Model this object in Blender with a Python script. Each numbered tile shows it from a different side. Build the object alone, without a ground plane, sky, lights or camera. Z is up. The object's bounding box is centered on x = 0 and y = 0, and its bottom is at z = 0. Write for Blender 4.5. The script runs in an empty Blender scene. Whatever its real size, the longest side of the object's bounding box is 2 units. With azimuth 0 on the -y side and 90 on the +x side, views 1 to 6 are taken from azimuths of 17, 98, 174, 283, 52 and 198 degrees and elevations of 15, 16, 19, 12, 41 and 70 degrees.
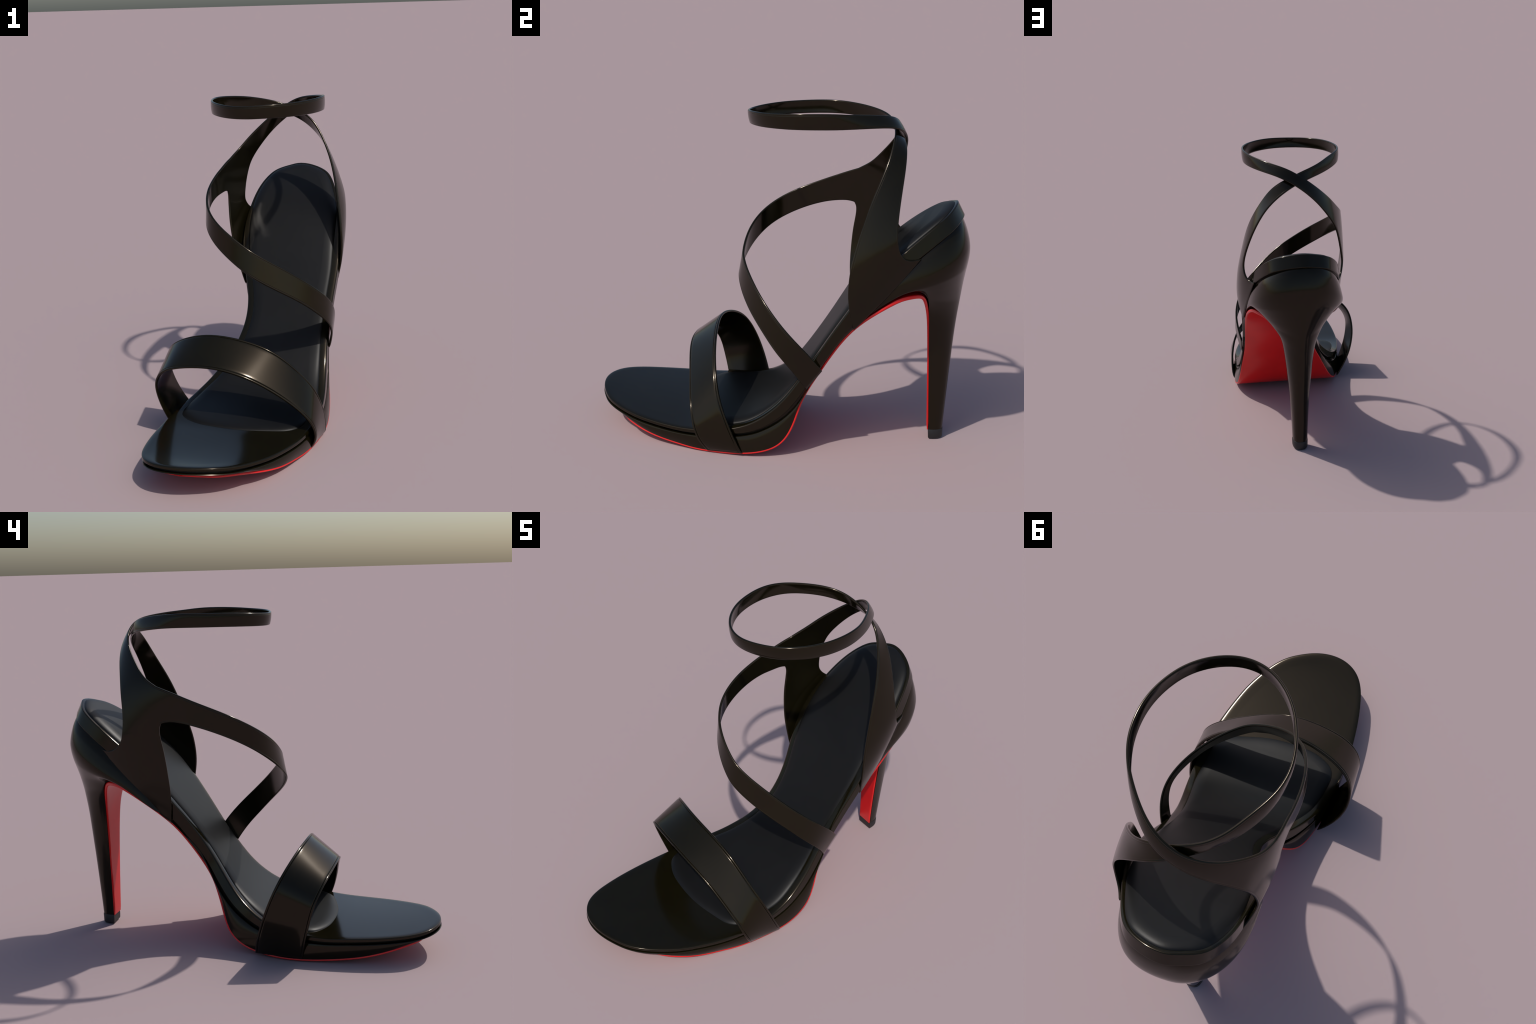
import bpy, math
import numpy as np

# ------------------------------------------------------------------ helpers
def pchip(xs, ys):
    """monotone cubic through table points -> callable"""
    x = np.array(xs, float); y = np.array(ys, float)
    h = np.diff(x); dl = np.diff(y) / h
    m = np.zeros_like(y)
    for i in range(1, len(x) - 1):
        if dl[i-1] * dl[i] > 0:
            w1 = 2*h[i] + h[i-1]; w2 = h[i] + 2*h[i-1]
            m[i] = (w1 + w2) / (w1/dl[i-1] + w2/dl[i])
    m[0] = dl[0]; m[-1] = dl[-1]
    def f(q):
        q = np.clip(np.asarray(q, float), x[0], x[-1])
        i = np.clip(np.searchsorted(x, q) - 1, 0, len(x) - 2)
        t = (q - x[i]) / h[i]
        return ((2*t**3 - 3*t**2 + 1)*y[i] + (t**3 - 2*t**2 + t)*h[i]*m[i]
                + (-2*t**3 + 3*t**2)*y[i+1] + (t**3 - t**2)*h[i]*m[i+1])
    return f

def spline(P, t=None):
    """C2 natural cubic through points P at knots t -> callable giving points"""
    P = np.array(P, float)
    if t is None:
        t = np.r_[0, np.cumsum(np.linalg.norm(np.diff(P, axis=0), axis=1))]
        t = t / t[-1]
    t = np.array(t, float); n = len(t); h = np.diff(t)
    A = np.zeros((n, n)); B = np.zeros_like(P)
    A[0, 0] = A[-1, -1] = 1
    for i in range(1, n - 1):
        A[i, i-1] = h[i-1]; A[i, i] = 2*(h[i-1] + h[i]); A[i, i+1] = h[i]
        B[i] = 6*((P[i+1]-P[i])/h[i] - (P[i]-P[i-1])/h[i-1])
    M = np.linalg.solve(A, B)
    def f(q):
        q = np.clip(np.atleast_1d(np.asarray(q, float)), t[0], t[-1])
        i = np.clip(np.searchsorted(t, q) - 1, 0, n - 2)
        a = ((t[i+1] - q)/h[i])[:, None]; b = ((q - t[i])/h[i])[:, None]
        hh = h[i][:, None]
        return a*P[i] + b*P[i+1] + ((a**3 - a)*M[i] + (b**3 - b)*M[i+1])*hh*hh/6
    f.t = t
    return f

def smooth_table(P, n=None, it=2):
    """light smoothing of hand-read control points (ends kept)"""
    P = np.array(P, float)
    for _ in range(it):
        for k in (.5, -.52):                                 # smooth, then give the lost bow back
            Q = P.copy(); Q[1:-1] += k*(.5*P[:-2] + .5*P[2:] - P[1:-1]); P = Q
    return P

MATS = {}
def new_mesh(name, verts, faces, mat, parent, smooth=True, sharp=None):
    me = bpy.data.meshes.new(name)
    me.from_pydata([tuple(map(float, v)) for v in verts], [], [tuple(map(int, f)) for f in faces])
    me.validate(); me.update()
    me.materials.append(mat)
    for p in me.polygons: p.use_smooth = smooth
    if sharp is not None: me.set_sharp_from_angle(angle=math.radians(sharp))
    ob = bpy.data.objects.new(name, me)
    bpy.context.scene.collection.objects.link(ob)
    ob.parent = parent
    return ob

# ------------------------------------------------------------------ materials
def leather(name, col, rough, grain=0.0, coat=0.0, spec=.5, mottling=.12, grain_scale=220., tint=(1, 1, 1)):
    m = bpy.data.materials.new(name); m.use_nodes = True
    nt = m.node_tree; N = nt.nodes; Lk = nt.links
    b = N['Principled BSDF']
    tc = N.new('ShaderNodeTexCoord')
    no = N.new('ShaderNodeTexNoise'); no.inputs['Scale'].default_value = 9.; no.inputs['Detail'].default_value = 4.
    Lk.new(tc.outputs['Object'], no.inputs['Vector'])
    rp = N.new('ShaderNodeValToRGB')
    lo = [c*(1-mottling) for c in col]; hi = [c*(1+mottling) for c in col]
    rp.color_ramp.elements[0].position = .35; rp.color_ramp.elements[0].color = (*lo, 1)
    rp.color_ramp.elements[1].position = .65; rp.color_ramp.elements[1].color = (*hi, 1)
    Lk.new(no.outputs['Fac'], rp.inputs['Fac']); Lk.new(rp.outputs['Color'], b.inputs['Base Color'])
    b.inputs['Roughness'].default_value = rough
    b.inputs['Specular IOR Level'].default_value = spec
    b.inputs['Specular Tint'].default_value = (*tint, 1)
    b.inputs['Coat Weight'].default_value = coat
    b.inputs['Coat Roughness'].default_value = .12
    if grain > 0:
        vo = N.new('ShaderNodeTexNoise'); vo.inputs['Scale'].default_value = grain_scale
        vo.inputs['Detail'].default_value = 3.
        Lk.new(tc.outputs['Object'], vo.inputs['Vector'])
        bu = N.new('ShaderNodeBump'); bu.inputs['Strength'].default_value = grain; bu.inputs['Distance'].default_value = .002
        Lk.new(vo.outputs['Fac'], bu.inputs['Height']); Lk.new(bu.outputs['Normal'], b.inputs['Normal'])
    return m

BLACK = leather('black_polished_leather', (.0060, .0050, .0018), .14, spec=.37, tint=(1, .86, .72), mottling=.08)
PAD = leather('matte_insole_leather', (.0058, .0056, .0054), .45, grain=.05, spec=.27, mottling=.08)
RED = leather('red_lacquered_sole', (.70, .011, .010), .26, mottling=.04)
RUBBER = leather('heel_tip_rubber', (.014, .0142, .0145), .5, grain=.05)

# ------------------------------------------------------------------ footbed frame
PROFILE = [(-.994,.172),(-.9,.154),(-.81,.143),(-.68,.131),(-.545,.124),(-.43,.123),(-.385,.126),(-.29,.136),(-.187,.150),
 (-.1,.178),(-.05,.204),(.025,.255),(.09,.322),(.16,.415),(.23,.520),(.32,.652),(.395,.768),(.49,.900),(.567,.983),
 (.655,1.064),(.748,1.139),(.847,1.213),(.9,1.252),(.932,1.276)]
_sp = spline(smooth_table(PROFILE, it=1))
_tt = np.linspace(0, 1, 4000); _C = _sp(_tt)
_S = np.r_[0, np.cumsum(np.linalg.norm(np.diff(_C, axis=0), axis=1))]
_T = np.gradient(_C, _S, axis=0); _T /= np.linalg.norm(_T, axis=1)[:, None]
S_END = _S[-1]
def s_of_y(y): return np.interp(y, _C[:, 0], _S)
def y_of_s(s): return np.interp(s, _S, _C[:, 0])
ROLL = pchip([-1,-.9,-.69,-.545,-.4,-.2,0,.15,.22,.33,.5,.94], [.000,.004,.008,.009,.008,.007,.009,.013,.014,.006,.004,0])
def bed(s, x, d):
    """point at arclength s along the footbed, across x, d below the rim (normal to the bed)"""
    s = np.asarray(s, float); x = np.asarray(x, float); d = np.asarray(d, float)
    sc = np.clip(s, 0, S_END)
    y = np.interp(sc, _S, _C[:, 0]); z = np.interp(sc, _S, _C[:, 1])
    ty = np.interp(sc, _S, _T[:, 0]); tz = np.interp(sc, _S, _T[:, 1])
    z = z - ROLL(y) * np.clip((x - .04)/.33, -1.1, 1.1)
    ex = s - sc
    return np.stack([x + 0*y, y + tz*d + ex*ty, z - ty*d + ex*tz], -1)

RIM_R = [(-.994,-.10),(-.979,-.01),(-.951,.06),(-.917,.12),(-.84,.198),(-.783,.238),(-.70,.285),(-.626,.316),(-.495,.359),(-.39,.385),
 (-.29,.400),(-.185,.408),(-.134,.408),(-.056,.404),(.02,.394),(.096,.382),(.165,.373),(.244,.371),(.31,.376),(.371,.382),(.413,.384),
 (.5,.377),(.59,.361),(.67,.336),(.734,.309),(.804,.276),(.84,.254),(.872,.226),(.898,.186),(.915,.144),(.928,.095),(.932,.05)]
RIM_L = [(-.994,-.10),(-.985,-.175),(-.960,-.231),(-.922,-.274),(-.843,-.316),(-.773,-.334),(-.658,-.351),(-.54,-.358),(-.44,-.358),(-.343,-.349),
 (-.188,-.319),(-.101,-.288),(-.047,-.259),(.029,-.212),(.083,-.174),(.152,-.132),(.2,-.113),(.26,-.110),(.331,-.133),(.391,-.164),
 (.491,-.197),(.567,-.201),(.653,-.194),(.717,-.184),(.785,-.164),(.842,-.134),(.878,-.102),(.901,-.062),(.920,-.010),(.929,.02),(.932,.05)]
PADF_R = [(-.452,-.02),(-.441,.115),(-.418,.212),(-.385,.302),(-.341,.341),(-.28,.357),(-.185,.365)]
PADF_L = [(-.452,-.02),(-.446,-.110),(-.434,-.175),(-.403,-.246),(-.364,-.289),(-.325,-.301),(-.27,-.298),(-.176,-.277),(-.10,-.250)]

def closed_outline(R, L, n=900):
    P = [(s_of_y(y), x) for y, x in R] + [(s_of_y(y), x) for y, x in L[::-1][1:-1]]
    P = np.array(P); P = np.vstack([P[-3:], P, P[:4]])       # periodic padding
    f = spline(P); t0, t1 = f.t[3], f.t[-4]
    return f(np.linspace(t0, t1, n, endpoint=False))
def inset(poly, a):
    T = np.roll(poly, -1, 0) - np.roll(poly, 1, 0); T /= np.linalg.norm(T, axis=1)[:, None]
    if callable(a): a = a(poly[:, 0])[:, None]
    return poly + np.stack([-T[:, 1], T[:, 0]], -1) * a if area(poly) > 0 else poly - np.stack([-T[:, 1], T[:, 0]], -1) * a
def area(p): return .5*np.sum(p[:, 0]*np.roll(p[:, 1], -1) - np.roll(p[:, 0], -1)*p[:, 1])
def sides(poly, u):
    """rows u in 0..1 -> (s, xR, xL) for an outline, cosine spaced toward both ends"""
    a = np.argmin(poly[:, 0]); b = np.argmax(poly[:, 0]); n = len(poly)
    fwd = poly[np.arange(a, a + ((b - a) % n) + 1) % n]; bwd = poly[np.arange(a, a - ((a - b) % n) - 1, -1) % n]
    s = poly[a, 0] + (poly[b, 0] - poly[a, 0]) * u
    x1 = np.interp(s, np.maximum.accumulate(fwd[:, 0]), fwd[:, 1]); x2 = np.interp(s, np.maximum.accumulate(bwd[:, 0]), bwd[:, 1])
    return s, np.maximum(x1, x2), np.minimum(x1, x2)

def layered_solid(name, poly, rings, mat, parent, rows=170, cols=22, top=None, bottom=None, depth_of=None):
    """solid whose walls run through rings of (inset, depth); depth may be a function of s."""
    u = (1 - np.cos(np.linspace(0, math.pi, rows))) / 2
    V = []; F = []; ring_ids = []
    def dval(d, s, side): return d(s, side) if callable(d) else np.full_like(s, d)
    edge = []
    for ins, d in rings:
        s, xr, xl = sides(inset(poly, ins), u)
        dr, dl = dval(d, s, 1), dval(d, s, -1)
        R = bed(s, xr, dr); Lp = bed(s, xl, dl)
        ids = np.arange(len(V), len(V) + 2*rows).reshape(2, rows)
        V.extend(R); V.extend(Lp); ring_ids.append(ids); edge.append((s, xr, xl, dr, dl))
    for k in range(len(rings) - 1):
        A, B = ring_ids[k], ring_ids[k+1]
        for i in range(rows - 1):
            F.append((A[0, i], A[0, i+1], B[0, i+1], B[0, i]))
            F.append((A[1, i], B[1, i], B[1, i+1], A[1, i+1]))
    def cap(k, bulge, flip):
        s, xr, xl, dr, dl = edge[k]; ids = ring_ids[k]
        c = (1 - np.cos(np.linspace(0, math.pi, cols)))/2
        G = np.zeros((rows, cols), int)
        for j in range(cols):
            if j == 0: G[:, j] = ids[1]
            elif j == cols-1: G[:, j] = ids[0]
            else:
                x = xl + (xr - xl)*c[j]
                P = bed(s, x, dl + (dr-dl)*c[j] - bulge*(1 - (2*c[j]-1)**2)*((xr-xl)/np.max(xr-xl))**2)
                G[:, j] = np.arange(len(V), len(V) + rows); V.extend(P)
        for i in range(rows-1):
            for j in range(cols-1):
                q = (G[i, j], G[i, j+1], G[i+1, j+1], G[i+1, j])
                F.append(q if not flip else q[::-1])
    cap(0, top or 0, False); cap(len(rings)-1, -(bottom or 0), True)
    ob = new_mesh(name, V, F, mat, parent)
    finish(ob)
    return ob
def finish(ob, dist=1e-5, sharp=None):
    import bmesh
    bm = bmesh.new(); bm.from_mesh(ob.data)
    bmesh.ops.remove_doubles(bm, verts=bm.verts, dist=dist)
    bmesh.ops.dissolve_degenerate(bm, edges=bm.edges, dist=1e-6)
    bmesh.ops.recalc_face_normals(bm, faces=bm.faces)
    bm.to_mesh(ob.data); bm.free()
    for p in ob.data.polygons: p.use_smooth = True
    if sharp: ob.data.set_sharp_from_angle(angle=math.radians(sharp))

# ------------------------------------------------------------------ shells (straps, sole sheet)
def shell(V, F, half, lip=None):
    """thick sheet from an open quad sheet. half: thickness/2 (number or per vertex).
    lip(dist)-> factor on the outer side by distance from the free edge."""
    V = np.array(V, float); F = np.array(F, int)
    # weld
    key = {}; mp = np.zeros(len(V), int); W = []
    for i, v in enumerate(V):
        k = tuple(np.round(v, 6))
        if k not in key: key[k] = len(W); W.append(v)
        mp[i] = key[k]
    half = np.broadcast_to(half, (len(V),)); hw = np.zeros(len(W)); hw[mp] = half
    V = np.array(W); F = mp[F]
    FN = np.cross(V[F[:, 2]] - V[F[:, 0]], V[F[:, 3]] - V[F[:, 1]])
    Nn = np.zeros_like(V)
    for k in range(4): np.add.at(Nn, F[:, k], FN)
    Nn /= np.linalg.norm(Nn, axis=1)[:, None] + 1e-12
    cnt = {}
    for f in F:
        for a, b in zip(f, np.roll(f, -1)):
            if a == b: continue
            e = (min(a, b), max(a, b)); cnt.setdefault(e, []).append((a, b))
    bd = [v[0] for e, v in cnt.items() if len(v) == 1]
    A = V[[a for a, b in bd]]; B = V[[b for a, b in bd]]; AB = B - A; L2 = (AB**2).sum(1) + 1e-12
    dist = np.zeros(len(V))
    for i in range(len(V)):
        t = np.clip(((V[i] - A)*AB).sum(1)/L2, 0, 1)
        dist[i] = np.sqrt((((A + t[:, None]*AB) - V[i])**2).sum(1).min())
    fo = lip(dist) if lip else 1.
    fi = np.clip(.35 + dist/.004, 0, 1) if lip else 1.
    n = len(V)
    O = V + Nn*(hw*fo)[:, None]; I = V - Nn*(hw*fi)[:, None]
    faces = [tuple(f) for f in F] + [tuple(n + f[::-1]) for f in F]
    ow = list(range(len(F)))*2
    fid = {}
    for k, f in enumerate(F):
        for a, b in zip(f, np.roll(f, -1)): fid.setdefault((a, b), k)
    for a, b in bd:
        faces.append((b, a, a + n, b + n)); ow.append(fid[(a, b)])
    return np.vstack([O, I]), faces, ow
def turned(dist):
    """plain turned strap edge with a faint line"""
    return np.interp(dist, [0, .0015, .004, .008, .0095, .011, .02], [.35, .75, 1., 1.0, .84, 1.0, 1.0])
def piped(dist):
    """turned strap edge: rounded lip, then a fine pressed line just inside it"""
    return np.interp(dist, [0, .0015, .004, .009, .0115, .014, .02], [.35, .75, 1., 1.0, .45, 1.0, 1.0])
EDGE = np.array([0, .0015, .004, .0065, .009, .0103, .0115, .0128, .014, .018])
def col_fracs(width, mid=16):
    e = EDGE / width
    return np.r_[e, np.linspace(e[-1], 1 - e[-1], mid)[1:-1], 1 - e[::-1]]
def ribbon(E1, E2, ts, cols, bulge=None, axis=(.04, .25)):
    """grid of points between edge curves E1(t), E2(t); bulge(t): outward bow"""
    A = E1(ts); B = E2(ts)
    if callable(cols): c = np.array([cols(np.linalg.norm(b - a)) for a, b in zip(A, B)])
    else: c = np.repeat(np.asarray(cols)[None], len(A), 0)
    G = A[:, None]*(1-c)[..., None] + B[:, None]*c[..., None]
    if bulge is not None:
        M = .5*(A + B); out = np.c_[M[:, 0]-axis[0], M[:, 1]-axis[1], 0*M[:, 0]]
        ch = B - A; ch /= np.linalg.norm(ch, axis=1)[:, None]
        out -= (out*ch).sum(1)[:, None]*ch; out /= np.linalg.norm(out, axis=1)[:, None] + 1e-9
        G += out[:, None]*(bulge(ts)[:, None]*(4*c*(1-c)))[..., None]
    return G
def grid_faces(G, off=0, flip=False):
    r, c = G.shape[:2]; F = []
    for i in range(r-1):
        for j in range(c-1):
            q = (off+i*c+j, off+i*c+j+1, off+(i+1)*c+j+1, off+(i+1)*c+j)
            F.append(q[::-1] if flip else q)
    return F

# ------------------------------------------------------------------ the shoe
root = bpy.data.objects.new('high_heel_sandal', None)
bpy.context.scene.collection.objects.link(root)
root['label'] = 'black strappy stiletto platform sandal with glossy red sole'
root['category'] = 'shoe'

outline = closed_outline(RIM_R, RIM_L)
board_depth_y = pchip([-1.02,-.9,-.5,-.35,-.18,-.05,.05,.12,.19,.3,.6,.95], [.012,.013,.016,.020,.031,.045,.053,.051,.046,.048,.064,.074])
waist_y = pchip([-1.02,.14,.22,.29,.38,.47,.56,.95], [0,0,.003,.013,.018,.010,0,0])   # the inner waist is deeper
def tb(s, side=1):
    y = y_of_s(s); return board_depth_y(y) + (waist_y(y) if side < 0 else 0)
def batter(a): return lambda s: a + .012*np.clip((y_of_s(s)-.62)/.3, 0, 1)**2     # heel wall leans in a little
gap_y = pchip([-1.02,-.5,-.1,.08,.15,.20,.24,.95], [.012,.013,.017,.018,.011,.003,-.010,-.010])
def gap(s): return gap_y(y_of_s(s))

# the rim is rolled along the waist and heel, crisp round the toe
rim_y = pchip([-1.02,-.5,-.2,-.05,.25,.5,.95], [.30,.30,.5,.6,.6,.38,.32])
def rim(d):
    def f(s, side):
        k = rim_y(y_of_s(s)); return -.0062 + (d + .0062)*k
    return f
layered_solid('footbed_board', outline, [
    (.062,-.0062),(.030,rim(-.0060)),(.020,rim(-.0050)),(.012,rim(-.0030)),(.006,rim(.0000)),(.002,rim(.0045)),(.000,rim(.0095)),
    (.000, lambda s, i: np.minimum(rim(.0095)(s, i)+.003, tb(s, i)-.005)),
    (batter(0.), lambda s, i: tb(s, i)-.005), (batter(0.), lambda s, i: tb(s, i)-.003), (batter(.002), lambda s, i: tb(s, i)-.001), (batter(.006), tb),
    (batter(.026), lambda s, i: tb(s, i)+.0005)], BLACK, root, top=.003)

# sock pad
k = [p for p in RIM_R if p[0] > -.15]; kl = [p for p in RIM_L if p[0] > -.06]
_tmp = inset(outline, .036)
def pad_outline():
    u = np.linspace(0, 1, 400); s, xr, xl = sides(_tmp, u); y = y_of_s(s)
    s2, xr2, xl2 = sides(inset(outline, .016), u); y2 = y_of_s(s2)
    k = np.clip((y2-.45)/.25, 0, 1); k = k*k*(3-2*k)                 # narrower rim round the heel
    xr = np.interp(y2, y, xr)*(1-k) + xr2*k; xl = np.interp(y2, y, xl)*(1-k) + xl2*k; y = y2
    yr = np.r_[np.array([-.10,-.03,.04,.11,.18,.25,.32,.4,.48,.56,.64,.72,.79,.84,.875,.898,.911])]
    R = PADF_R + [(v, float(np.interp(v, y, xr))) for v in yr if v < y.max()-.006]
    L = PADF_L + [(v, float(np.interp(v, y, xl))) for v in yr[1:] if v < y.max()-.006]
    tip = (float(y.max()), .05)
    return closed_outline(R + [tip], L + [tip])
pad_lift = pchip([-.5,-.3,0,.15,.35,.55,.75,.95], [.002,.005,.003,-.001,-.001,.004,.008,.006])
def pz(d, k): return lambda s, i: d - k*pad_lift(y_of_s(s))
layered_solid('insole_pad', pad_outline(), [
    (.055,pz(-.0190,1.)),(.040,pz(-.0180,.92)),(.030,pz(-.0170,.80)),(.021,pz(-.0158,.62)),(.014,pz(-.0143,.45)),(.008,pz(-.0122,.28)),(.004,pz(-.0102,.16)),(.001,-.0078),(.000,-.0058),(.000,-.002)],
    PAD, root, top=.003)

# sole: stations along toe > ball > shank > arch > heel breast (right edge, left edge)
SOLE = [((-.10,-.926,.094),(-.10,-.926,.094)), ((.005,-.907,.091),(-.208,-.910,.097)), ((.095,-.876,.086),(-.262,-.882,.098)),
 ((.185,-.815,.081),(-.296,-.832,.087)), ((.250,-.748,.066),(-.320,-.748,.062)), ((.312,-.624,.036),(-.334,-.624,.031)),
 ((.352,-.480,.012),(-.342,-.488,.013)), ((.382,-.360,.001),(-.346,-.353,.004)), ((.405,-.217,.001),(-.336,-.215,.003)),
 ((.418,-.077,.014),(-.298,-.080,.012)), ((.411,.032,.044),(-.266,.023,.044)), ((.400,.102,.102),(-.228,.094,.104)),
 ((.386,.146,.189),(-.185,.135,.193)), ((.373,.177,.281),(-.142,.174,.287)), ((.362,.214,.360),(-.112,.212,.358)),
 ((.358,.283,.471),(-.098,.270,.445)), ((.360,.350,.570),(-.125,.335,.548)), ((.364,.437,.694),(-.155,.402,.645)),
 ((.360,.539,.758),(-.188,.488,.722)), ((.350,.608,.808),(-.204,.602,.808)), ((.335,.665,.832),(-.192,.662,.836)),
 ((.318,.712,.841),(-.168,.712,.844)), ((.298,.742,.840),(-.135,.742,.838)), ((.270,.762,.829),(-.105,.765,.824)),
 ((.230,0.772,.800),(-.075,0.781,.785)), ((.195,0.784,.755),(-.042,0.797,.73)), ((.165,0.793,.690),(-.018,0.807,.66)),
 ((.150,0.797,.600),(-.006,0.811,.60)), ((.138,0.802,.490),(.002,0.812,.49)), ((.127,0.805,.34),(.011,0.813,.34)),
 ((.119,0.808,.20),(.018,0.813,.20)), ((.114,0.811,.052),(.024,0.814,.052))]
def eased(P, i0=14):
    P = np.array(P, float); Q = smooth_table(P, it=1); P[i0:] = Q[i0:]; return P
SR = spline(eased([a for a, b in SOLE]), np.arange(len(SOLE))); SL = spline(eased([b for a, b in SOLE]), np.arange(len(SOLE)))
wq = np.concatenate([np.linspace(0, 2, 20)**2/2, np.linspace(2, len(SOLE)-1, 170)[1:]])
th_w = pchip([0, 8, 13, 16, 18, 20, 24, 28, 31], [.012, .012, .012, .011, .014, .020, .016, .011, .011])
# outer face lies on the stations; the sheet's middle is half a thickness above
cols = np.r_[0, .004, .012, np.linspace(.03, .97, 15), .988, .996, 1]
G = ribbon(SL, SR, wq, cols)
r, c = G.shape[:2]
Nrm = np.cross(np.gradient(G, axis=0), np.gradient(G, axis=1)); Nrm /= np.linalg.norm(Nrm, axis=-1)[..., None] + 1e-9
Nrm[0] = Nrm[1]
if Nrm[60, c//2, 2] > 0: Nrm = -Nrm                         # outward = down
half = np.repeat((th_w(wq)/2)[:, None], c, 1)
mid = G - Nrm*half[..., None]
F = grid_faces(G)
fn = np.cross(G[61, 9]-G[60, 8], G[61, 8]-G[60, 9])
flip = np.dot(np.cross(G[60, 9]-G[60, 8], G[61, 9]-G[60, 8]), Nrm[60, 8]) < 0
F = grid_faces(G, flip=flip)
V2, F2, _ = shell(mid.reshape(-1, 3), F, half.reshape(-1), lip=lambda d: np.clip(.4 + d/.006, 0, 1))
sole = new_mesh('outsole', V2, F2, RED, root); finish(sole, sharp=40)

# platform between board and sole
by = pchip([-1.0,-.97,-.9,-.75,-.5,-.3,-.134,-.056,.0,.05,.12,.165,.2,.26,.412], [-.926,-.916,-.862,-.742,-.5,-.3,-.1,.02,.085,.135,.178,.212,.245,.303,.452])
_wt = np.linspace(0, 18, 3000); _wy = SR(_wt)[:, 1]; _wyl = SL(_wt)[:, 1]
def platform():
    rows = 150; u = (1 - np.cos(np.linspace(0, math.pi, rows)))/2
    smax = s_of_y(.412)
    rings = []
    for ins, dd in [(.030, lambda s, i: tb(s, i)+gap(s)), (.007, lambda s, i: tb(s, i)+gap(s)), (.0025, lambda s, i: tb(s, i)+gap(s)+.0015), (.0005, lambda s, i: tb(s, i)+gap(s)+.005)]:
        po = inset(outline, lambda q: ins + .001 + .004*np.clip((y_of_s(q)-.17)/.06, 0, 1)); smin = po[:, 0].min()
        s = smin + (smax - smin)*(1 - np.cos(np.linspace(0, math.pi/2, rows)))
        a = (s - po[:, 0].min())/(po[:, 0].max() - po[:, 0].min()); s2, xr, xl = sides(po, a)
        rings.append((bed(s, xr, dd(s, 1)), bed(s, xl, dd(s, -1)), s))
    s = rings[-1][2]; y = y_of_s(s)
    wr = np.interp(by(y), np.maximum.accumulate(_wy), _wt); wl = np.interp(by(y), np.maximum.accumulate(_wyl), _wt)
    wr[0] = wl[0] = 0
    up = np.array([0, 0, .004])
    Rb = SR(wr); Lb = SL(wl)
    # lift a little along the inward normal, so the sole shows as a thin red line
    def lift(P, w, other):
        t = (SR(w+.02)-SR(np.maximum(w-.02, 0)) + SL(w+.02)-SL(np.maximum(w-.02, 0)))[:, 1:]; t /= np.linalg.norm(t, axis=1)[:, None]+1e-9
        return P + np.c_[0*w, -t[:, 1], t[:, 0]]*.0105
    Rb = lift(Rb, wr, 0); Lb = lift(Lb, wl, 0)
    Rt, Lt = rings[-1][0], rings[-1][1]
    # side wall: slightly convex
    outs = []
    for f in (.25, .5, .75, .95):
        bow = .004*math.sin(math.pi*f)
        Rm = Rt*(1-f)+Rb*f; Lm = Lt*(1-f)+Lb*f
        Rm[:, 0] += bow; Lm[:, 0] -= bow; Rm[:8, 0] -= bow*np.linspace(1, 0, 8); Lm[:8, 0] += bow*np.linspace(1, 0, 8)
        outs.append((Rm, Lm))
    allr = [(a, b) for a, b, _ in rings] + outs + [(Rb, Lb)]
    V = []; F = []
    ids = []
    for a, b in allr:
        ids.append((len(V), len(V)+rows)); V.extend(a); V.extend(b)
    for k in range(len(allr)-1):
        (a0, b0), (a1, b1) = ids[k], ids[k+1]
        for i in range(rows-1):
            F.append((a0+i, a0+i+1, a1+i+1, a1+i)); F.append((b0+i, b1+i, b1+i+1, b0+i+1))
        F.append((a0+rows-1, b0+rows-1, b1+rows-1, a1+rows-1))
    for k in (0, len(allr)-1):
        a, b = ids[k]
        for i in range(rows-1): F.append((a+i, b+i, b+i+1, a+i+1))
    ob = new_mesh('platform', V, F, BLACK, root); finish(ob, sharp=35)
platform()
# recessed core in the groove between board and platform
def core():
    po = inset(outline, .024); rows = 90
    smax = s_of_y(.2); s0 = po[:, 0].min(); s = s0 + (smax-s0)*(1-np.cos(np.linspace(0, math.pi/2, rows)))
    a = (s-s0)/(po[:, 0].max()-s0); _, xr, xl = sides(po, a)
    V = []; F = []
    for dd in (tb(s)-.002, tb(s)+gap(s)+.003):
        V.extend(bed(s, xr, dd)); V.extend(bed(s, xl, dd))
    for i in range(rows-1):
        F.append((i, i+1, 2*rows+i+1, 2*rows+i)); F.append((rows+i, 3*rows+i, 3*rows+i+1, rows+i+1))
        F.append((i, rows+i, rows+i+1, i+1)); F.append((2*rows+i, 2*rows+i+1, 3*rows+i+1, 3*rows+i))
    F.append((rows-1, 2*rows-1, 4*rows-1, 3*rows-1))
    ob = new_mesh('midsole', V, F, BLACK, root); finish(ob, sharp=35)
core()

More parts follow.
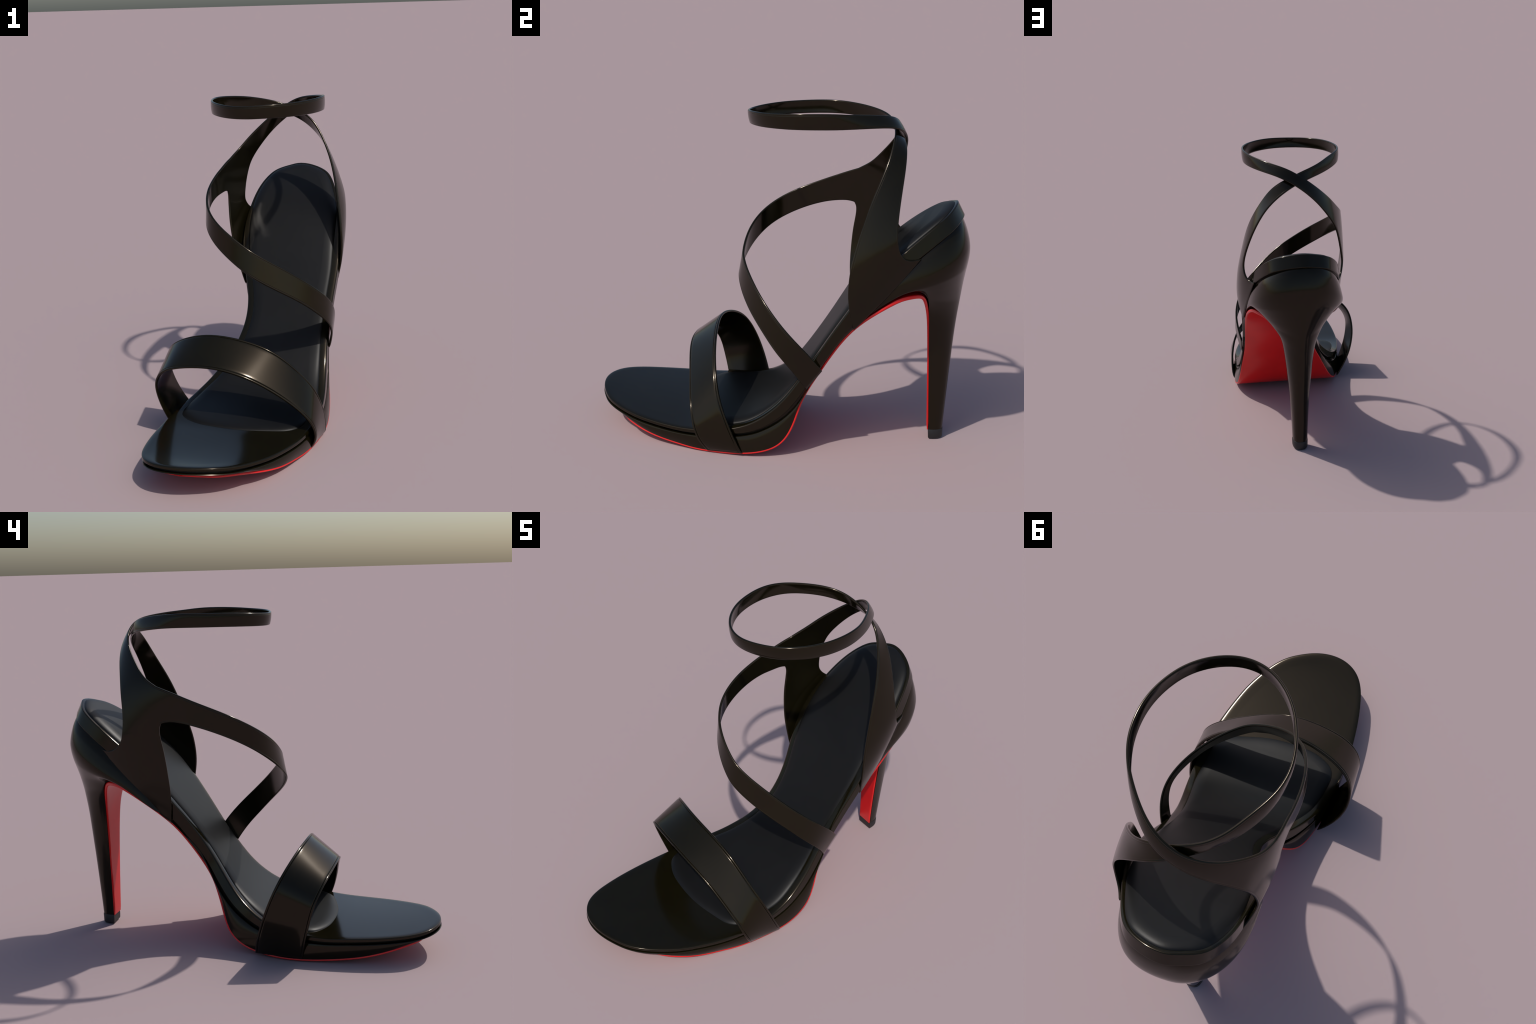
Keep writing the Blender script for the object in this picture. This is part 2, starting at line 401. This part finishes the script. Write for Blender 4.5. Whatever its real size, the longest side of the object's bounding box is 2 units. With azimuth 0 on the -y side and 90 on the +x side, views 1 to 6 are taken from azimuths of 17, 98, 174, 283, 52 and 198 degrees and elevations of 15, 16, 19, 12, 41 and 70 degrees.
# ------------------------------------------------------------------ heel
# rows: right front point, left front point, back (x,y,z), roundness exponents
# (the two exponents: outer and inner side)
HEEL = [((.352,.450,.740),(-.172,.437,.718),(.045,.934,1.206),.79,.82,.72),
        ((.360,.460,.730),(-.178,.447,.708),(.045,.950,1.200),.78,.82,.72),
        ((.364,.500,.762),(-.200,.490,.737),(.045,.974,1.155),.75,.83,.76),
        ((.356,.590,.828),(-.213,.590,.815),(.045,.998,1.060),.74,.88,.85),
        ((.336,.680,.876),(-.196,.680,.866),(.045,.991,.965),.82,1.02,.95),
        ((.300,.756,.876),(-.148,.750,.868),(.050,.974,.865),1.10,1.25,1.0),
        ((.244,.795,.820),(-.088,.793,.805),(.055,.960,.770),1.34,1.42,1.0),
        ((.187,.803,.740),(-.043,.807,.730),(.060,.946,.670),1.24,1.26,1.0),
        ((.160,.807,.640),(-.016,.817,.630),(.064,.935,.570),1.05,1.05,1.0),
        ((.144,.810,.500),(-.002,.819,.500),(.067,.926,.470),.92,.92,1.0),
        ((.131,.814,.360),(.009,.820,.360),(.069,.917,.360),.85,.85,1.0),
        ((.121,.818,.200),(.018,.821,.200),(.070,.905,.200),.80,.80,1.0),
        ((.1155,.822,.052),(.0245,.823,.052),(.070,.8945,.052),.77,.77,1.0)]
def heel():
    kn = np.arange(len(HEEL)); q = np.linspace(0, len(HEEL)-1, 120)
    fr = spline([h[0] for h in HEEL], kn)(q); fl = spline([h[1] for h in HEEL], kn)(q); bk = spline([h[2] for h in HEEL], kn)(q)
    exr = np.interp(q, kn, [h[3] for h in HEEL]); exl = np.interp(q, kn, [h[4] for h in HEEL]); zx = np.interp(q, kn, [h[5] for h in HEEL])
    nphi = 64; ph = np.linspace(0, math.pi, nphi)
    V = []; F = []
    for i in range(len(q)):
        cs, sn = np.cos(ph), np.sin(ph)
        m = .5*(1 + np.tanh(3*cs)); ex = exl[i] + (exr[i]-exl[i])*m
        c = np.sign(cs)*np.abs(cs)**ex; sn1 = np.maximum(sn, 0)**ex
        fmid = .5*(1+c)                                      # 1 at right, 0 at left
        x = fl[i, 0] + (fr[i, 0]-fl[i, 0])*fmid + (bk[i, 0]-.5*(fr[i, 0]+fl[i, 0]))*sn1
        yf = fl[i, 1] + (fr[i, 1]-fl[i, 1])*fmid; zf = fl[i, 2] + (fr[i, 2]-fl[i, 2])*fmid
        y = yf + (bk[i, 1]-yf)*sn1; z = zf + (bk[i, 2]-zf)*np.maximum(sn, 0)**(zx[i]*ex)
        V.extend(np.stack([x, y, z], -1))
    n = nphi
    for i in range(len(q)-1):
        for j in range(n-1): F.append((i*n+j, i*n+j+1, (i+1)*n+j+1, (i+1)*n+j))
        F.append((i*n+n-1, i*n, (i+1)*n, (i+1)*n+n-1))        # breast face behind the red sheet
    for b in (0, (len(q)-1)*n):
        for j in range(n//2-1): F.append((b+j, b+j+1, b+n-2-j, b+n-1-j))
    ob = new_mesh('heel', V, F, BLACK, root); finish(ob, sharp=38)
heel()
def heel_tip():
    nphi = 48; ph = np.linspace(0, math.pi, nphi)
    def loop(grow, z):
        cs, sn = np.cos(ph), np.sin(ph)
        x = .07 + (.046+grow)*np.sign(cs)*np.abs(cs)**.75; y = .822-grow + (.073+2*grow)*np.maximum(sn, 0)**.75
        return [(a, b, z) for a, b in zip(x, y)]
    L = [loop(-.006, .054), loop(.0005, .053), loop(.0015, .051), loop(.0015, .03), loop(.001, .010), loop(-.001, .004), loop(-.005, .0005), loop(-.012, 0)]
    V = [p for l in L for p in l]; F = []; n = nphi
    for i in range(len(L)-1):
        for j in range(n): F.append((i*n+j, i*n+(j+1) % n, (i+1)*n+(j+1) % n, (i+1)*n+j))
    for b in (0, (len(L)-1)*n):
        for j in range(n//2-1): F.append((b+j, b+j+1, b+n-2-j, b+n-1-j))
    ob = new_mesh('heel_tip', V, F, RUBBER, root); finish(ob, sharp=35)
heel_tip()

# ------------------------------------------------------------------ toe strap
TOE_REAR = [(.414,-.122,.016),(.424,-.135,.040),(.429,-.172,.130),(.410,-.214,.238),(.378,-.243,.323),(.325,-.264,.394),(.264,-.279,.456),(.202,-.290,.502),
 (.126,-.299,.540),(.030,-.307,.567),(-.070,-.311,.582),(-.160,-.303,.578),(-.260,-.279,.551),(-.343,-.251,.508),(-.396,-.222,.458),(-.421,-.187,.388),
 (-.424,-.146,.287),(-.396,-.106,.170),(-.340,-.078,.075),(-.303,-.066,.016)]
TOE_FRONT = [(.386,-.313,.010),(.398,-.322,.028),(.421,-.350,.078),(.419,-.374,.137),(.386,-.393,.203),(.326,-.411,.265),(.236,-.428,.330),(.145,-.445,.383),
 (.055,-.463,.424),(-.030,-.470,.446),(-.101,-.469,.452),(-.197,-.463,.447),(-.299,-.447,.425),(-.362,-.430,.394),(-.405,-.406,.346),(-.422,-.386,.292),
 (-.418,-.370,.231),(-.402,-.350,.155),(-.378,-.334,.090),(-.346,-.318,.014)]
tilt = lambda L, a: [(x, y, z + a*max(0., min(1., (z-.25)/.1))) for x, y, z in L]
TOE_FRONT = tilt(TOE_FRONT, .004); TOE_REAR = tilt(TOE_REAR, -.004)
E1 = spline(smooth_table(TOE_FRONT, it=1), np.arange(20)); E2 = spline(smooth_table(TOE_REAR, it=1), np.arange(20))
ts = np.linspace(0, 19, 150)
G = ribbon(E1, E2, ts, col_fracs)
V2, F2, _ = shell(G.reshape(-1, 3), grid_faces(G), .0065, lip=piped)
# outer side must face away from the foot
ob = new_mesh('toe_strap', V2, F2, BLACK, root); finish(ob, sharp=60)

# ------------------------------------------------------------------ ankle strap with both quarters and the instep strap (one continuous sheet)
# pairs (top/front edge, bottom/rear edge), from the outer quarter round the ankle to the inner quarter
LAT = [((.373,.437,.695),(.320,.755,1.052)), ((.380,.430,.735),(.331,.728,1.050)), ((.396,.417,.795),(.346,.699,1.051)),
 ((.403,.410,.872),(.362,.673,1.064)), ((.400,.413,.950),(.372,.651,1.098)), ((.392,.424,1.025),(.371,.643,1.146)),
 ((.380,.442,1.098),(.362,.641,1.190)), ((.360,.474,1.206),(.340,.644,1.257)), ((.339,.504,1.299),(.311,.652,1.330)),
 ((.312,.535,1.379),(.272,.662,1.408)), ((.276,.566,1.456),(.230,.670,1.472)), ((.238,.591,1.521),(.185,.673,1.520)),
 ((.191,.608,1.585),(.130,.670,1.563)), ((.135,.614,1.622),(.085,.657,1.589)), ((.076,.611,1.651),(.030,.633,1.611)),
 ((.020,.600,1.676),(-.030,.600,1.628)), ((-.040,.577,1.694),(-.080,.563,1.640)), ((-.096,.536,1.709),(-.122,.528,1.648)),
 ((-.146,.470,1.724),(-.162,.482,1.656)), ((-.193,.406,1.731),(-.201,.428,1.662)), ((-.224,.354,1.736),(-.224,.376,1.667)),
 ((-.246,.297,1.739),(-.243,.318,1.670)), ((-.253,.236,1.740),(-.250,.240,1.671)), ((-.246,.171,1.740),(-.243,.171,1.671)),
 ((-.229,.107,1.739),(-.226,.107,1.671)), ((-.208,.052,1.738),(-.205,.053,1.670)), ((-.177,.000,1.736),(-.174,.003,1.669)),
 ((-.134,-.051,1.733),(-.132,-.046,1.667)), ((-.080,-.092,1.730),(-.079,-.085,1.665)), ((-.019,-.116,1.728),(-.018,-.108,1.664)),
 ((.045,-.119,1.729),(.045,-.110,1.664)), ((.112,-.104,1.733),(.110,-.096,1.666)), ((.188,-.064,1.737),(.184,-.058,1.667)),
 ((.246,-.012,1.738),(.241,-.008,1.668)), ((.290,.050,1.741),(.284,.052,1.669)), ((.321,.119,1.744),(.315,.119,1.669)),
 ((.336,.180,1.746),(.331,.181,1.670)), ((.341,.250,1.747),(.337,.252,1.670)), ((.334,.312,1.746),(.331,.316,1.670)),
 ((.319,.360,1.743),(.318,.368,1.669)), ((.299,.404,1.738),(.300,.418,1.669)), ((.272,.446,1.734),(.276,.470,1.668)),
 ((.231,.502,1.728),(.240,.525,1.665)), ((.189,.549,1.720),(.204,.572,1.661)), ((.150,.584,1.712),(.167,.612,1.654)),
 ((.109,.609,1.700),(.121,.645,1.638)), ((.065,.627,1.680),(.062,.668,1.606)), ((.020,.633,1.652),(.012,.674,1.570)),
 ((-.030,.627,1.614),(-.030,.672,1.533)), ((-.075,.609,1.574),(-.067,.666,1.496)), ((-.120,.581,1.530),(-.107,.655,1.447)),
 ((-.160,.545,1.486),(-.142,.643,1.398)), ((-.190,.511,1.446),(-.170,.634,1.352)), ((-.216,.474,1.411),(-.192,.625,1.302))]
# T: where the instep strap leaves the top edge; K: its lower corner; then down the inner quarter to the sole
T_SEG = [((-.238,.420,1.380),(-.202,.619,1.255)), ((-.248,.409,1.315),(-.210,.616,1.213)), ((-.252,.404,1.250),(-.217,.616,1.170)), ((-.252,.399,1.192),(-.222,.621,1.128))]
MED = [((-.2515,.409,1.165),(-.222,.626,1.105)), ((-.250,.408,1.130),(-.218,.636,1.086)), ((-.246,.399,1.076),(-.212,.654,1.064)), ((-.237,.388,.990),(-.200,.682,1.045)),
 ((-.218,.381,.880),(-.189,.708,1.039)), ((-.198,.382,.800),(-.182,.725,1.040)), ((-.176,.389,.712),(-.174,.744,1.042)), ((-.160,.396,.652),(-.166,.758,1.045))]
INS_TOP = [(-.238,.420,1.380),(-.250,.350,1.356),(-.258,.290,1.334),(-.266,.200,1.300),(-.261,.100,1.262),(-.241,.013,1.222),(-.203,-.063,1.174),(-.142,-.117,1.124),
 (-.060,-.147,1.068),(.010,-.157,1.019),(.068,-.153,.984),(.110,-.140,.953),(.200,-.095,.894),(.280,-.033,.823),(.345,.032,.755),(.387,.100,.688),(.404,.163,.624),(.398,.228,.553),(.378,.283,.474)]
INS_BOT = [(-.252,.399,1.192),(-.253,.362,1.201),(-.260,.308,1.198),(-.271,.230,1.185),(-.271,.140,1.158),(-.252,.037,1.117),(-.221,-.050,1.068),(-.160,-.115,1.010),
 (-.080,-.158,.952),(-.005,-.178,.898),(.055,-.180,.860),(.110,-.166,.823),(.206,-.122,.760),(.279,-.073,.708),(.346,-.006,.635),(.388,.045,.578),(.405,.095,.523),(.400,.150,.456),(.374,.204,.368)]

cI = col_fracs(.19, mid=16)
tseg_t = spline([a for a, b in T_SEG], np.linspace(0, 1, 4))
def drop(p):
    k = max(0., min(1., (p[2]-1.60)/.05)); f = 1 - .015*k*max(0., min(1., (.5-p[1])/.2))
    return (.045+(p[0]-.045)*f, .25+(p[1]-.25)*f, p[2] - .0015*k)
all1 = [drop(a) for a, b in LAT]; all2 = [drop(b) for a, b in LAT]
nL = len(LAT)
rear = spline(smooth_table(all2 + [b for a, b in T_SEG] + [b for a, b in MED], it=1))      # whole rear/bottom edge
rk = rear.t
top = spline(smooth_table(all1 + [T_SEG[0][0]], it=1), np.r_[rk[:nL], rk[nL]])
medf = spline(smooth_table([T_SEG[-1][0]] + [a for a, b in MED], it=0), rk[nL+3:])
def pull(E, P):  # first/last knots
    return E
# station parameters
tsA = np.unique(np.concatenate([np.linspace(rk[i], rk[i+1], 6) for i in range(nL)]))
tsB = rk[nL] + (rk[nL+3]-rk[nL])*cI
tsC = np.unique(np.concatenate([rk[nL+3] + (rk[nL+4]-rk[nL+3])*np.linspace(0, 1, 8)] + [np.linspace(rk[i], rk[i+1], 7) for i in range(nL+4, len(rk)-1)]))
def front(ts):
    ts = np.atleast_1d(ts); out = np.zeros((len(ts), 3))
    a = ts <= rk[nL]; c = ts >= rk[nL+3]; b = ~(a | c)
    if a.any(): out[a] = top(ts[a])
    if b.any(): out[b] = tseg_t((ts[b]-rk[nL])/(rk[nL+3]-rk[nL]))
    if c.any(): out[c] = medf(ts[c])
    return out
ts = np.concatenate([tsA, tsB[1:-1], tsC])
bul = pchip([0, rk[2], rk[6], rk[12], rk[nL-8], rk[nL], rk[nL+4], rk[nL+7], rk[nL+8], rk[nL+9], rk[nL+10], 1],
            [.010, .013, .010, .003, .003, .004, .006, .011, .017, .024, .029, .032])
GM = ribbon(front, rear, ts, lambda w: col_fracs(w, mid=20), bulge=bul)
# instep strap, its first row on the segment T-K
it = spline(smooth_table(INS_TOP, it=1)); kn = it.t
ib = spline(smooth_table(INS_BOT, it=1), kn)
tI = np.unique(np.concatenate([np.linspace(kn[i], kn[i+1], 7) for i in range(len(kn)-1)]))
GI = ribbon(it, ib, tI, col_fracs)
seg = front(tsB)                                            # exact shared vertices
seg[0] = GM[np.argmin(abs(ts-tsB[0])), 0]; seg[-1] = GM[np.argmin(abs(ts-tsB[-1])), 0]
w = np.exp(-((tI-tI[0])/.03))[:, None, None]
GI = GI + (seg - GI[0])[None]*w
GI[0] = seg
nA = len(tsA); nB = len(tsB)
FM = grid_faces(GM); FI = grid_faces(GI, off=GM.shape[0]*GM.shape[1])
V = np.vstack([GM.reshape(-1, 3), GI.reshape(-1, 3)])
# part tag per face: outer quarter, ankle strap, inner quarter, instep strap
tags = []
t_q1 = rk[12]; t_q2 = rk[nL-5]
cc = GM.shape[1]
for i in range(GM.shape[0]-1):
    t = ts[i]; tg = 0 if t < t_q1 else (1 if t < t_q2 else 2)
    tags += [tg]*(cc-1)
tags += [3]*len(FI)
# relax the junction so that the three branches flow into one another
Fa = np.array(FM + FI)
key = {}; mp = np.zeros(len(V), int); W = []
for i, v in enumerate(V):
    k = tuple(np.round(v, 6))
    if k not in key: key[k] = len(W); W.append(v)
    mp[i] = key[k]
W = np.array(W); Fw = mp[Fa]
edges = {}
for f in Fw:
    for a, b in zip(f, np.roll(f, -1)):
        e = (min(a, b), max(a, b)); edges[e] = edges.get(e, 0)+1
E = np.array([e for e in edges]); bdv = np.zeros(len(W), bool)
for e, n_ in edges.items():
    if n_ == 1: bdv[list(e)] = True
K = np.array([-.24, .45, 1.27]); dk = np.linalg.norm(W-K, axis=1)
near = dk < .25
def basis(P):
    a = (P[:, 1]-K[1])/.2; b = (P[:, 2]-K[2])/.2
    return np.stack([a**i*b**j for i in range(5) for j in range(5-i)], -1)
wt = np.exp(-(dk[near]/.16)**2)
co = np.linalg.lstsq(basis(W[near])*wt[:, None], W[near, 0]*wt, rcond=None)[0]
k = np.clip((.22 - dk[near])/.10, 0, 1); k = k*k*(3-2*k)
W[near, 0] += k*(basis(W[near]) @ co - W[near, 0])
V2, F2, own = shell(W, Fw, .0058, lip=turned)
full = bpy.data.meshes.new('strap_sheet'); full.from_pydata([tuple(map(float, v)) for v in V2], [], [tuple(map(int, f)) for f in F2]); full.update()
# orient outward consistently
import bmesh
bm = bmesh.new(); bm.from_mesh(full); bmesh.ops.recalc_face_normals(bm, faces=bm.faces); bm.to_mesh(full); bm.free()
VN = np.array([v.normal[:] for v in full.vertices])
ftag = np.array([tags[o] for o in own])
fverts = [tuple(p.vertices) for p in full.polygons]
for tg, nm in [(0, 'quarter'), (1, 'ankle_strap'), (2, 'quarter'), (3, 'instep_strap')]:
    fs = [fverts[i] for i in np.nonzero(ftag == tg)[0]]
    used = sorted({v for f in fs for v in f}); rm = {v: i for i, v in enumerate(used)}
    ob = new_mesh(nm, [V2[v] for v in used], [[rm[v] for v in f] for f in fs], BLACK, root)
    ob.data.normals_split_custom_set_from_vertices([tuple(map(float, VN[v])) for v in used])
bpy.data.meshes.remove(full)
